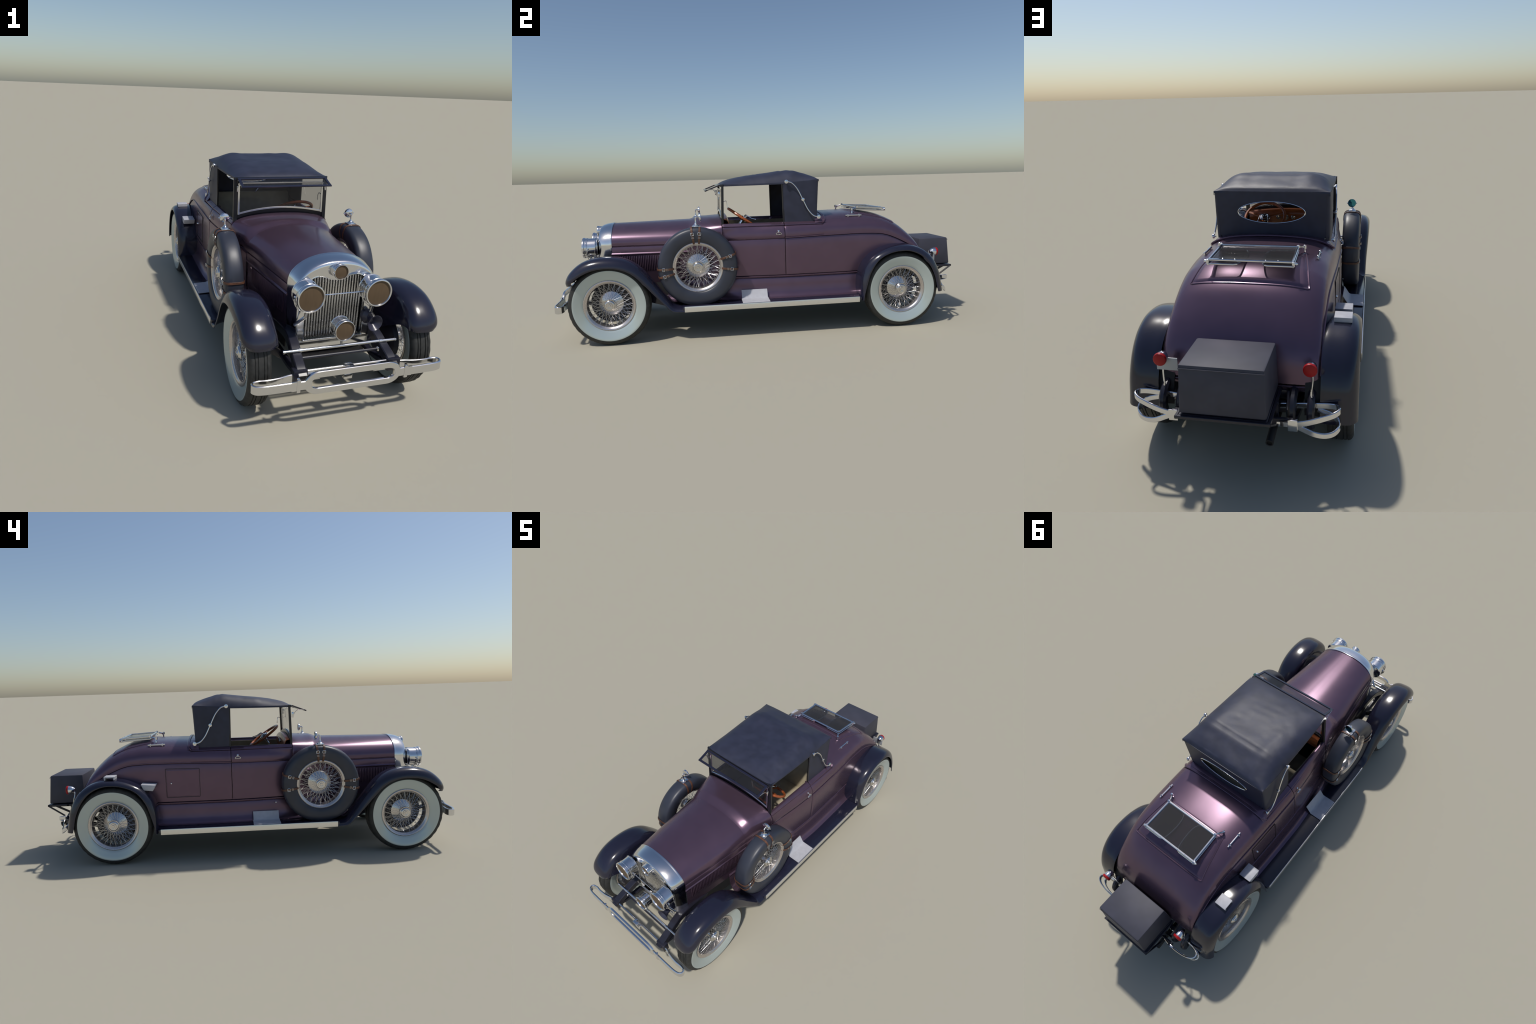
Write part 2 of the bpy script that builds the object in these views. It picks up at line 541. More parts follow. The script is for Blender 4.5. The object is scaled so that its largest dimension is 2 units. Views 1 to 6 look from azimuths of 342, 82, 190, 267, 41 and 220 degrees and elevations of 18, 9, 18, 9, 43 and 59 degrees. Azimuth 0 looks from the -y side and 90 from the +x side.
# rumble seat lid: a raised panel following the deck surface
def find_station(yc):
    ys = [deck_point(i, 0)[1] for i in range(len(belt))]
    return float(np.interp(yc, ys, np.arange(len(belt))))
i0, i1 = find_station(.452), find_station(.648)
Gl = []
for a in np.linspace(0, 1, 30):
    row = []
    hw = .63 + .15 * a
    for u in np.linspace(-1, 1, 41):
        bow = .035 * (1 - u * u) * (1 if a > .5 else 0) * ((a - .5) * 2)
        cr = 1 - max(0, abs(u) - .90) / .10 * 0.03
        ii = i0 + (i1 - i0) * a * cr
        e = min(1 - abs(u), min(a, 1 - a) * 1.2) / .03
        row.append(deck_point(ii, u * hw, .0035 * smooth01(e) - .0005))
    Gl.append(row)
V, F = panel(np.array(Gl), .002, (0, .3, 1))
LID = add("rumble_lid", mesh("rumble_lid", V, F, PAINT, 60))

# ------------------------------------------------------------------ floor, liner
def add_box(name, c, s, m, bev=.002, parent=None):
    V, F = box(c, s, bev)
    return add(name, mesh(name, V, F, m, 30), parent)

fl = Geo()
fl.put(*box((0, -.03, .185), (.46, .86, .03)))
fl.put(*box((0, .55, .245), (.40, .46, .02)))
fl.put(*box((0, -.59, .24), (.25, .32, .02)))
fl.make("floor_pan", UNDER, smooth=30)
# firewall and rear bulkhead
bk = Geo()
bk.put(*box((0, -.385, .36), (.36, .006, .25)))
bk.put(*box((0, .245, .36), (.46, .006, .34)))
bk.make("bulkhead", UNDER, smooth=30)
# interior door lining
lin = Geo()
V, F = box((.2, -.07, .36), (.004, .30, .30))
lin.put(V, F)
lin.put(*box((.2, .16, .36), (.004, .16, .30)))
V2 = lin.mirrored()
lin.make("door_lining", INNER)
V2.make("door_lining", INNER)

# ------------------------------------------------------------------ soft top
hw = curve1([(-.224, .2125), (.075, .222), (.25, .2235)])
ez = curve1([(-.224, .7125), (.075, .7165), (.18, .7225), (.25, .7285)])
cz = curve1([(-.224, .0015), (-.216, .008), (-.20, .016), (-.17, .025), (-.10, .037), (-.03, .0465), (.04, .0512), (.10, .0560), (.11, .0566), (.12, .0555),
             (.17, .042), (.21, .027), (.232, .0175), (.243, .010), (.25, .001)])
def roof_z(u, y):
    p = 5.2 + 3.2 * smooth01((y + .22) / .30)
    c = cz(y) * (1 - abs(u) ** p)
    bump = .003 * math.exp(-((abs(u) - .60) / .13) ** 2) * smooth01((y + .1) / .2) * smooth01((.24 - y) / .06)
    sag = -.0030 * math.exp(-((y - .122) / .009) ** 2) * (1 - u * u)
    sag2 = -.0025 * math.exp(-((y - .0) / .07) ** 2) * (1 - abs(u) ** 4) - .002 * math.exp(-((y - .18) / .03) ** 2) * (1 - abs(u) ** 4)
    wr = (.0020 * n3(u, y * 5, 3, 3.2) + .0010 * n3(u, y * 5, 9, 7.5)) * (1 - u ** 6)
    return ez(y) + c + bump + sag + sag2 + (wr if y > -.2 and y < .235 else 0)
ys = list(np.linspace(-.224, -.19, 8)) + list(np.linspace(-.18, .21, 46)) + list(np.linspace(.216, .25, 12))
us = np.sin(np.linspace(-1, 1, 61) * PI / 2)
us = np.sign(us) * np.abs(us) ** .75
Gr = []
for y in ys:
    row = [(-hw(y) * 1.0, y, ez(y) - .008)]
    row += [(hw(y) * u, y, roof_z(u, y)) for u in us]
    row += [(hw(y) * 1.0, y, ez(y) - .008)]
    Gr.append(row)
for dy, dz in ((.0022, -.002), (.0026, -.009)):      # turned-down rear hem
    Gr.append([(x, y + dy, z + dz) for x, y, z in Gr[len(ys) - 1]])
V, F = panel(np.array(Gr), .003, (0, 0, 1))
TOP = add("soft_top", mesh("soft_top", V, F, CLOTH, 50))
# quarter curtains
path = spline([(.2215, .076), (.2228, .13), (.2238, .19), (.2238, .236), (.2205, .2475), (.210, .2515)], 26)
Gq = []
for k, (x, y) in enumerate(path):
    row = []
    for t in np.linspace(0, 1, 14):
        z = .521 + (ez(min(y, .25)) - .002 - .521) * t
        lean = (1 - t) * .004
        puff = .0025 * math.sin(PI * t) * math.sin(PI * min(1, k / 20))
        row.append((x - lean * .6 + puff, y - (1 - t) * .009 * min(1, max(0, (y - .076) / .17)), z))
    Gq.append(row)
V, F = panel(np.array(Gq), .004, (1, .3, 0))
both("quarter_curtain", V, F, CLOTH, TOP, 50)
# rear curtain with an oval window opening
NA, NRD = 96, 9
cx0, cz0, ea, eb = 0.0, .648, .130, .0415
rows = []
for k in range(NA):
    th = 2 * PI * k / NA
    c, s_ = math.cos(th), math.sin(th)
    ex, ezz = cx0 + ea * c, cz0 + eb * s_
    # outer boundary along a stretched ray
    tx = .212 / max(abs(c), 1e-6)
    tz = (.0795 if s_ > 0 else .100) / max(abs(s_), 1e-6)
    tt = min(tx, tz)
    ox, oz = c * tt, cz0 + s_ * tt
    row = []
    for r in np.linspace(0, 1, NRD):
        x, z = ex + (ox - ex) * r, ezz + (oz - ezz) * r
        f = (z - .548) / .18
        y = .2415 + .010 * f + (.010 - .007 * f) * math.cos(x / .22 * PI / 2) ** .8
        row.append((x, y, z))
    rows.append(row)
R_ = np.array(rows)
ring5 = np.concatenate([R_, R_[:, ::-1] - np.array((0, .004, 0))], axis=1)
add("window_curtain", mesh("window_curtain", ring5.reshape(-1, 3), grid_faces(NA, 2 * NRD, closed_u=True, closed_v=True), CLOTH, 50), TOP)
def curtain_y(x, z):
    f = (z - .548) / .18
    return .2415 + .010 * f + (.010 - .007 * f) * math.cos(x / .22 * PI / 2) ** .8
ring = [(ea * math.cos(t), curtain_y(ea * math.cos(t), cz0 + eb * math.sin(t)), cz0 + eb * math.sin(t)) for t in np.linspace(0, 2 * PI, 81)[:-1]]
V, F = tube(ring, .0022, 8, True)
add("oval_window_frame", mesh("oval_window_frame", V, F, CHROME), TOP)
# purple lip where the rear curtain meets the deck
lp = [(.2385, .262, .5185), (.2340, .270, .5245), (.225, .2745, .533), (.19, .276, .5475), (.14, .277, .557), (.07, .2775, .5625), (0, .278, .5645)]
lp = lp + [(-x, y, z) for x, y, z in lp[-2::-1]]
V, F = sweep(spline(lp, 81), rrect(.014, .006, .002), up=(0, 0, 1))
add("deck_lip", mesh("deck_lip", V, F, PAINT))
Gx = []
for x in np.linspace(-.2385, .2385, 61):
    z = float(np.interp(abs(x), [0, .1, .15, .19, .21, .225, .2385], [.5645, .5615, .5575, .5510, .5455, .5365, .5195]))
    Gx.append([(x, .228, z - .003), (x, .25, z), (x, .272, z - .001), (x, .284, z - .004)])
V, F = panel(np.array(Gx), .004, (0, 0, 1))
add("deck_shelf", mesh("deck_shelf", V, F, PAINT))

# top irons (S-shaped landau bars)
iron = Geo()
sp = spline([(.2335, .089, .720), (.236, .112, .7155), (.2385, .138, .690), (.239, .168, .633), (.2385, .196, .580), (.2385, .222, .553), (.2365, .246, .546)], 40)
iron.put(*tube(sp, .0030, 8))
for p, r in ((sp[0], .0098), (np.array((.239, .168, .633)), .0086), (sp[-1], .0098)):
    iron.put(*lathe([(-.010, .003), (-.004, .004), (-.003, r * .9), (.001, r), (.004, r * .92), (.0055, 0)], 20, p, (1, 0, 0)))
a = iron.make("landau_bar", CHROME, TOP)
iron.mirrored().make("landau_bar", CHROME, TOP)

# ------------------------------------------------------------------ windscreen and window frames
ws = Geo()
for sx in (1, -1):
    ws.put(*sweep([(sx * .2085, -.222, .522), (sx * .2075, -.216, .714)], rrect(.011, .018, .002), up=(1, 0, 0)))
    ws.put(*sweep([(sx * .2165, .077, .522), (sx * .2165, .074, .714)], rrect(.009, .007, .001), up=(1, 0, 0)))
    ws.put(*sweep([(sx * .208, -.222, .710), (sx * .216, .076, .7125)], rrect(.007, .008, .001), up=(0, 0, 1)))
ws.put(*box((0, -.2195, .709), (.418, .014, .012), .002))
# navy fillet under the glass, following the cowl arch
arch = lambda x: .5565 + .024 * (1 - (abs(x) / .195) ** 2)
Gx = []
for x in np.linspace(-.204, .204, 41):
    zb = np.interp(abs(x), CU_R[::-1, 0], CU_R[::-1, 1]) - .006
    Gx.append([(x, -.2205, zb), (x, -.2225, (zb + arch(min(abs(x), .195))) / 2), (x, -.2215, arch(min(abs(x), .195)) + .001)])
ws.put(*panel(np.array(Gx), .006, (0, -1, 0)))
WSF = ws.make("windscreen_frame", BLACK)
cf = Geo()
xs_ = np.linspace(-.192, .192, 33)
cf.put(*sweep([(x, -.2255, arch(x)) for x in xs_], rrect(.006, .009, .0015), up=(0, 0, 1)))
for sx in (1, -1):
    cf.put(*sweep([(sx * .194, -.2255, .553), (sx * .194, -.2215, .688)], rrect(.0085, .006, .001), up=(0, 1, 0)))
    # hinge brackets on the pillars
    cf.put(*box((sx * .2035, -.233, .667), (.006, .010, .026), .0015))
cf.put(*sweep([(-.192, -.2225, .689), (.192, -.2225, .689)], rrect(.005, .006, .001), up=(0, 0, 1)))
cf.make("windscreen_surround", CHROME, WSF)
Gx = []
for x in np.linspace(-.190, .190, 25):
    Gx.append([(x, -.2240, arch(x) + .002), (x, -.2225, .655), (x, -.2215, .686)])
V, F = panel(np.array(Gx), .0015, (0, -1, 0))
add("windscreen_glass", mesh("windscreen_glass", V, F, GLASS), WSF)
# opened upper frame (acts as a visor)
vs = Geo()
h0, h1 = np.array((-.232, .7105)), np.array((-.2985, .6850))
def vp(x, t):
    q = h0 + (h1 - h0) * t
    return (x, q[0], q[1])
for t in (.04, .95):
    vs.put(*sweep([vp(-.203, t), vp(.203, t)], rrect(.006, .0115, .0015), up=(0, .93, .36)))
for sx in (1, -1):
    vs.put(*sweep([vp(sx * .1975, 0.0), vp(sx * .1975, 1.0)], rrect(.0125, .006, .0015), up=(0, -.36, .93)))
VIS = vs.make("visor_frame", NAVY)
V, F = panel(np.array([[vp(x, t) for t in (.05, .5, .95)] for x in np.linspace(-.195, .195, 5)]), .0015, (0, 0, 1))
add("visor_glass", mesh("visor_glass", V, F, GLASS), VIS)
st = Geo()
for sx in (1, -1):
    st.put(*tube(spline([(sx * .2045, -.236, .662), (sx * .2045, -.242, .676), (sx * .2045, -.258, .690), (sx * .203, -.288, .691)], 16), .0016, 6))
st.put(*tube([(-.10, -.231, .682), (-.125, -.233, .652)], .0015, 6))
st.put(*tube([(.10, -.231, .682), (.108, -.233, .640)], .0015, 6))
# latch hook by the driver's pillar
st.put(*tube(spline([(.196, -.214, .632), (.190, -.200, .635), (.188, -.196, .622), (.189, -.194, .602)], 14), .0016, 6))
st.make("visor_stay", CHROME, VIS)

# ------------------------------------------------------------------ interior
add_box("seat_cushion", (0, .030, .333), (.40, .24, .07), SEATM, .014)
add_box("floor_mat", (0, -.15, .285), (.40, .14, .012), INNER, .003)
V, F = hexa([(-.2, .138, .33), (.2, .138, .33), (.2, .22, .33), (-.2, .22, .33)], [(-.2, .205, .568), (.2, .205, .568), (.2, .236, .566), (-.2, .236, .566)], .010)
add("seat_back", mesh("seat_back", V, F, SEATM))
wd = Geo()
Gx = []
for x in np.linspace(-.195, .195, 31):
    top = .5485 + .018 * (1 - (abs(x) / .2) ** 2)
    Gx.append([(x, -.214, top), (x, -.198, top - .004), (x, -.190, top - .016), (x, -.188, top - .035), (x, -.200, .47)])
wd.put(*panel(np.array(Gx), .004, (0, 1, .4)))
DASH = wd.make("dashboard", WOOD)
gg = Geo()
for x, r in ((.02, .013), (-.015, .010), (.055, .010)):
    gg.put(*lathe([(0, r), (.003, r), (.004, r * .8), (.0025, 0)], 16, (x, -.189, .525), (0, 1, 0)))
gg.make("gauge", CHROME, DASH)
# steering wheel
swc = np.array((.103, -.110, .541))
swn = np.array((0, .57, .82)); swn /= np.linalg.norm(swn)
e1 = np.array((1.0, 0, 0)); e2 = np.cross(swn, e1)
ringp = [swc + .091 * (e1 * math.cos(t) + e2 * math.sin(t)) for t in np.linspace(0, 2 * PI, 49)[:-1]]
V, F = tube(ringp, .0068, 10, True)
SW = add("steering_wheel", mesh("steering_wheel", V, F, WOOD))
sk = Geo()
for th in (PI / 2, PI + .35, -.35, ):
    d = e1 * math.cos(th) - e2 * math.sin(th) * (-1)
    sk.put(*sweep([swc + d * .022 - swn * .002, swc + d * .088], rrect(.013, .006, .002), up=tuple(swn)))
sk.make("wheel_spoke", WOOD, SW)
hb = Geo()
hb.put(*lathe([(-.012, .02), (.0, .024), (.004, .022), (.006, .014), (.010, .013), (.012, 0)], 24, swc, swn))
hb.put(*tube([swc - swn * .01, swc - swn * .16], .008, 10))
for sx, hgt in ((-1, .048), (1, .05)):
    hb.put(*tube(spline([swc + swn * .004, swc + e1 * sx * .015 + swn * .02 + e2 * -.02 * 0, swc + e1 * sx * .022 + e2 * (.03) * 1 + swn * .022, swc + e1 * sx * .024 + e2 * (.052) + swn * .03], 12), .0022, 6))
hb.make("steering_hub", CHROME, SW)

# ------------------------------------------------------------------ radiator
shell_rear = [(.150, .205), (.154, .30), (.158, .40), (.1595, .425), (.158, .450), (.151, .471), (.140, .486), (.125, .5005), (.106, .513), (.076, .526), (.037, .5345), (0, .5365)]
shell_front = [(.140, .205), (.143, .30), (.146, .40), (.147, .425), (.1455, .448), (.138, .467), (.127, .481), (.112, .4945), (.093, .506), (.065, .517), (.032, .5235), (0, .525)]
grille_half = [(.112, .238), (.1125, .30), (.113, .38), (.112, .42), (.110, .440), (.104, .458), (.093, .468), (.078, .473), (.062, .474), (.046, .471), (.030, .463), (0, .4585)]
def loop_of(half, n=30):
    h = spline(half, n)
    o = h[:-1][::-1].copy(); o[:, 0] *= -1
    return np.vstack([h, o])
R0, R1, GI = loop_of(shell_rear), loop_of(shell_front), loop_of(grille_half)
def lay(L, y): return [(x, y, z) for x, z in L]
Gs = np.array([lay(R0 * [.985, 1] - [0, .004], -.7545), lay(R0 * [1.006, 1] + [0, .0015], -.7545), lay(R0 * [1.010, 1] + [0, .002], -.7575), lay(R0 * [1.006, 1], -.761), lay(R0, -.765),
               lay(R0 * .80 + R1 * .20, -.785), lay(R0 * .5 + R1 * .5, -.800), lay(R0 * .2 + R1 * .8, -.810), lay(R1, -.8145), lay(R1 * .93 + GI * .07, -.8175), lay(R1 * .72 + GI * .28, -.819), lay(R1 * .3 + GI * .7, -.8185), lay(R1 * .08 + GI * .92, -.8205), lay(GI, -.819), lay(GI, -.808), lay(GI, -.783)])
V, F = panel(Gs, .002, lambda G: np.stack([G[..., 0] * 2, -1.2 + 0 * G[..., 0], G[..., 2] - .33], -1))
RAD = add("radiator_shell", mesh("radiator_shell", V, F, CHROME, 45))
rb = Geo()
rb.put(*box((0, -.8165, .2215), (.285, .007, .033), .002))
rb.put(*box((0, -.8195, .2385), (.232, .006, .006), .0015))
rb.put(*box((0, -.787, .207), (.29, .055, .006), .001))
rb.make("radiator_sill", CHROME, RAD)
V, F = panel(np.array([[(x, -.786, .235), (x, -.786, .478)] for x in np.linspace(-.112, .112, 5)]), .02, (0, -1, 0))
add("radiator_core", mesh("radiator_core", V, F, HOLE), RAD)
def grille_top(x):
    a = abs(x)
    return float(np.interp(a, [0, .030, .046, .062, .078, .093, .104, .110, .112], [.4585, .463, .471, .474, .473, .468, .458, .440, .42]))
for k in range(21):
    x = -.105 + k * .0105
    zt = grille_top(x)
    V, F = sweep([(x, -.793, .236), (x, -.7935, .30), (x, -.7935, zt - .02), (x, -.792, zt + .003)], rrect(.0078, .0075, .0026), up=(0, -1, 0))
    add("grille_bar", mesh("grille_bar", V, F, BARM, 50), RAD)

# ------------------------------------------------------------------ lamps and horn
def lamp(c, r, L, name, n=40):
    g = Geo()
    ax = (0, -1, 0)
    g.put(*lathe([(-L, 0), (-L, r * .40), (-L * .97, r * .68), (-L * .93, r * .86), (-L * .90, r * .93), (-L * .87, r * .965), (-L * .82, r * .965), (-L * .80, r * .925), (-L * .34, r * .915), (-L * .32, r * .955), (-L * .24, r * .965), (-L * .22, r * .935), (-L * .14, r * .94), (-L * .10, r * .99), (-.002, r), (.001, r * .98), (.0022, r * .945), (.0022, r * .90), (-.0005, r * .855), (-.005, r * .845), (-.007, r * .83), (-.007, 0)], n, c, ax))
    o = g.make(name, CHROME)
    V, F = lathe([(-.006, 0), (-.006, r * .85), (-.0032, r * .848), (-.0012, r * .6), (-.0005, 0)], n, c, ax)
    add("lens", mesh("lens", V, F, LENS), o)
    return o
for sx in (1, -1):
    o = lamp((sx * .1245, -.890, .4275), .050, .070, "headlamp")
    g = Geo()
    # hanging fork and side latch
    arc = [(sx * .1245 + .049 * math.cos(t), -.862, .4275 + .049 * math.sin(t)) for t in np.linspace(PI * 1.06, PI * 1.94, 15)]
    g.put(*tube(arc, .0022, 6))
    arc = [(sx * .1245 + .053 * math.cos(t), -.868, .4245 + .053 * math.sin(t)) for t in np.linspace(PI * 1.0, PI * 2.0, 15)]
    g.put(*tube(arc, .0018, 6))
    g.put(*tube([(sx * .1245, -.862, .38), (sx * .1245, -.850, .345)], .006, 10))
    g.put(*tube([(sx * .1245, -.850, .345), (sx * .155, -.83, .31)], .006, 10))
    for s2 in (1, -1):
        g.put(*lathe([(0, .004), (.006, .004), (.008, 0)], 10, (sx * .1245 + s2 * .0445, -.862, .4275), (s2, 0, 0)))
        g.put(*box((sx * .1245 + s2 * .0465, -.868, .416), (.004, .008, .022), .001))
    g.make("lamp_fork", CHROME, o)
g = Geo(); g.put(*tube([(-.085, -.862, .4265), (.085, -.862, .4265)], .0022, 8))
g.make("lamp_tie_rod", CHROME)
lamp((0, -.842, .495), .0275, .034, "crest_lamp")
o = lamp((0, -.908, .308), .0385, .052, "driving_lamp")
g = Geo(); g.put(*tube([(0, -.888, .274), (0, -.889, .245)], .0035, 8)); g.make("lamp_post", CHROME, o)
g = Geo()
g.put(*lathe([(-.062, 0), (-.062, .018), (-.055, .0215), (-.046, .0215), (-.044, .017), (-.040, .011), (-.022, .0125), (-.010, .018), (-.002, .027), (.001, .030), (.0012, .0285), (-.004, .024), (-.014, .014), (-.024, .008), (-.024, 0)], 32, (.129, -.881, .310), (.12, -.99, -.02)))
g.put(*lathe([(0, 0), (0, .022), (.006, .0255), (.016, .0255), (.022, .020), (.028, .014), (.028, 0)], 8, (.116, -.824, .322), (.25, -.96, .05)))
g.make("horn", HORNM)

# ------------------------------------------------------------------ fenders
def front_fender():
    """Stations: lip (y,z), crown (y,z), dome inner x, inner apron drop, lip x."""
    st = [(-.908, .287, -.938, .283, 0.249, .004, .350), (-.912, .298, -.939, .300, 0.246, .008, .358), (-.902, .312, -.927, .330, 0.245, .020, .364), (-.872, .335, -.889, .369, 0.244, .050, .367), (-.820, .358, -.838, .395, 0.243, .100, .369),
          (-.752, .366, -.760, .4055, 0.243, .150, .369), (-.692, .357, -.680, .394, 0.243, .165, .368), (-.640, .331, -.622, .363, 0.245, .150, .366),
          (-.588, .277, -.570, .306, 0.246, .115, .362), (-.546, .226, -.530, .250, .243, .075, .358), (-.505, .179, -.492, .199, .232, .040, .356), (-.470, .146, -.462, .166, .212, .012, .355), (-.415, .141, -.415, .160, .205, .004, .355)]
    S = spline(st, 90)
    prof = [(0, .30), (.05, .58), (.14, .81), (.26, .94), (.40, .995), (.55, 1.02), (.68, .99), (.79, .90), (.88, .73), (.945, .50), (.985, .24), (1.0, 0), (.999, -.10), (.985, -.16)]
    G = []
    for ly, lz, cy, cz_, xi, drop, xo in S:
        d = np.array((cy - ly, cz_ - lz))
        k = min(1, drop / .12)
        y0, z0 = ly + d[0] * .30, lz + d[1] * .30
        row = [(xi - .018 * k - .002, y0, z0 - drop - .004), (xi - .013 * k - .002, y0, z0 - drop * .72 - .003), (xi - .006 * k - .002, y0, z0 - drop * .36 - .002), (xi - .002 * k - .001, y0, z0 - drop * .10 - .001)]
        for u, f in prof:
            row.append((xi + (xo - xi) * u, ly + d[0] * f, lz + d[1] * f))
        G.append(spline(row, 54))
    V, F = panel(np.array(G), .0028, lambda Q: np.stack([.35 * (Q[..., 0] - .26), Q[..., 1] * 0 + (Q[..., 1] - np.mean(Q[..., 1])), Q[..., 2] - .12], -1))
    return both("fender", V, F, NAVY, None, 50)
front_fender()

def rear_fender():
    st = [(.438, .142, .427, .142), (.440, .165, .427, .175), (.450, .218, .430, .245), (.473, .288, .455, .315), (.514, .342, .502, .362), (.567, .370, .565, .391), (.621, .380, .629, .4015),
          (.676, .377, .690, .398), (.733, .352, .748, .376), (.775, .308, .797, .335), (.805, .247, .832, .268), (.818, .19, .847, .20), (.824, .166, .853, .166)]
    S = spline(st, 80)
    prof = [(0, .95), (.12, 1.0), (.30, 1.0), (.48, 1.0), (.60, .985), (.70, .94), (.79, .85), (.87, .68), (.93, .46), (.97, .24), (1.0, 0), (1.0, -.12), (.985, -.22)]
    G = []
    for ly, lz, cy, cz_ in S:
        d = np.array((cy - ly, cz_ - lz))
        G.append(spline([(.246 + .109 * u, ly + d[0] * f, lz + d[1] * f) for u, f in prof], 36))
    V, F = panel(np.array(G), .0028, lambda Q: np.stack([.2 + 0 * Q[..., 0], Q[..., 1] - .635, Q[..., 2] - .18], -1))
    return both("fender", V, F, NAVY, None, 50)
rear_fender()
# inner wheel housing of the rear fenders (dark)
Gx = np.array([[(x, .635 + .205 * math.cos(t), .17 + .205 * math.sin(t)) for x in (.20, .25)] for t in np.linspace(0.05, PI - .05, 24)])
V, F = panel(Gx, .003, lambda Q: np.stack([0 * Q[..., 0], Q[..., 1] - .635, Q[..., 2] - .17], -1))
both("wheel_housing", V, F, UNDER)

# running boards
V, F = box((.2765, 0, .1535), (.154, .855, .017), .003)
RB = both("running_board", V, F, NAVY)
V, F = box((.3555, -.001, .1515), (.005, .834, .0265), .0012)
for o_, vv in zip(RB, (V, mirror_x(V))):
    add("board_trim", mesh("board_trim", vv, F, TRIM), o_)
# bent tread plates
Gx = np.array([[(x, y, z) for x, z in ((.352, .1655), (.350, .1675), (.296, .1690), (.290, .1700), (.284, .174), (.264, .205), (.262, .208))] for y in np.linspace(-.148, -.019, 9)])
for i in range(9):
    Gx[i, 4:, 1] = -.0835 + (Gx[i, 4:, 1] + .0835) * .965
V, F = panel(Gx, .002, (0, 0, 1))
for o_, vv in zip(RB, (V, mirror_x(V))):
    add("tread_plate", mesh("tread_plate", vv, F, PLATE, 25), o_)
# step pads on the left-behind fender (only this side has them)
sp1 = Geo()
sp1.put(*box((-.299, .641, .4145), (.056, .050, .006), .0015))
sp1.put(*box((-.299, .662, .407), (.056, .006, .012), .001))
sp1.put(*box((-.299, .620, .407), (.056, .006, .012), .001))
sp1.make("step_pad", PLATE)
Rm = Matrix.Rotation(math.radians(-10), 3, 'X')
sp2 = Geo()
sp2.put(*hexa([(-.322, .446, .341), (-.262, .446, .341), (-.262, .488, .346), (-.322, .488, .346)], [(-.322, .431, .368), (-.262, .431, .368), (-.262, .500, .374), (-.322, .500, .374)], .002))
sp2.make("step_pad", PLATE)

# ------------------------------------------------------------------ wheels
def tyre_geo(treaded=True):
    """(a, r): a outward from the wheel centre plane. returns tread mesh and sidewall ring profile."""
    half = [(.0415, .1625), (.0405, .168), (.0380, .1745), (.0345, .1795), (.0305, .1825), (.0265, .1837), (.0225, .1840), (.0215, .1815), (.0195, .1815), (.0185, .1842), (.0120, .1842), (.0110, .1815), (.0090, .1815), (.0080, .1842), (.0035, .1842)]
    prof = half + [(-a, r) for a, r in half[::-1]]
    prof = [(-.0415, .1625), (-.0395, .160)][::-1][:0] + prof
    n = 132
    V = []
    inner = [(-.036, .150), (.036, .150)]
    full = prof + inner
    for i in range(n):
        th = 2 * PI * i / n
        for a, r in full:
            rr = r
            if treaded and r > .172 and abs(a) > .0215:
                sgn = 1 if a > 0 else -1
                ph = (i + (0 if sgn > 0 else 2) + (1 if abs(a) > .03 else 0)) % 4
                rr = r - (.0013 if ph < 2 else 0)
            V.append((a, rr * math.sin(th), rr * math.cos(th)))
    F = grid_faces(n, len(full), closed_u=True, closed_v=True)
    return V, F
V, F = tyre_geo()
ME_TYRE = mesh("tyre", V, F, RUBBER, 30)
wp = [(.0270, .1155), (.0290, .1175), (.0330, .130), (.0375, .144), (.0415, .157), (.0420, .1605), (.0416, .163), (.0395, .164), (.030, .150), (.024, .116)]
g = Geo()
g.put(*lathe(wp, 96, closed=True))
g.put(*lathe([(-a, r) for a, r in wp], 96, closed=True))
ME_WW = mesh("whitewall", g.v, g.f, WHITE, 40)
rp = [(.0300, .1165), (.0315, .1135), (.0300, .1085), (.0270, .1055), (.0245, .1035), (.0235, .1015), (.010, .099), (-.012, .099), (-.0235, .1015), (-.0245, .1035), (-.027, .1055), (-.030, .1085), (-.0315, .1135), (-.030, .1165), (-.02, .112), (.02, .112)]
V, F = lathe(rp, 96, closed=True)
ME_RIM = mesh("wheel", V, F, RIMM, 40)
g = Geo()
def spoke(g, p, q, r=.00062):
    g.put(*tube([p, q], r, 5))
def pol(a, r, th): return np.array((a, r * math.sin(th), r * math.cos(th)))
NS = 24
for k in range(NS):
    th = 2 * PI * k / NS
    for sg in (1, -1):
        spoke(g, pol(.021, .0215, th + sg * .08), pol(.012, .1010, th + sg * .80))           # long outer lacing
        spoke(g, pol(-.0240, .0545, th + .12), pol(-.004, .1005, th + sg * .46 + .12), .0006)   # inner lacing
    sg = 1 if k % 2 else -1
    spoke(g, pol(-.0240, .0545, th + .2), pol(.004, .1005, th + sg * .20 + .2), .0006)
ME_SPOKE = mesh("spokes", g.v, g.f, SPOKEM, 60)
hubp = [(-.050, .016), (-.030, .018), (-.026, .054), (-.0235, .0565), (-.0215, .0555), (-.0145, .042), (-.0100, .030), (-.006, .021), (.012, .0195), (.020, .0225), (.0215, .0275), (.0245, .0285), (.0262, .0270), (.0262, .0245), (.0285, .0235), (.0315, .0205), (.0325, .0165), (.0318, .0140), (.0345, .0130), (.0352, .0085), (.0345, .0070), (.0362, .0060), (.0366, 0)]
V, F = lathe([(-.05, 0)] + hubp, 40)
ME_HUB = mesh("hub_cap", V, F, STEEL, 35)
dp = [(-.062, .0), (-.062, .080), (-.058, .092), (-.040, .094), (-.0365, .090), (-.036, .060), (-.035, 0)]
V, F = lathe(dp, 48)
ME_DRUM = mesh("brake_drum", V, F, FRAME, 35)
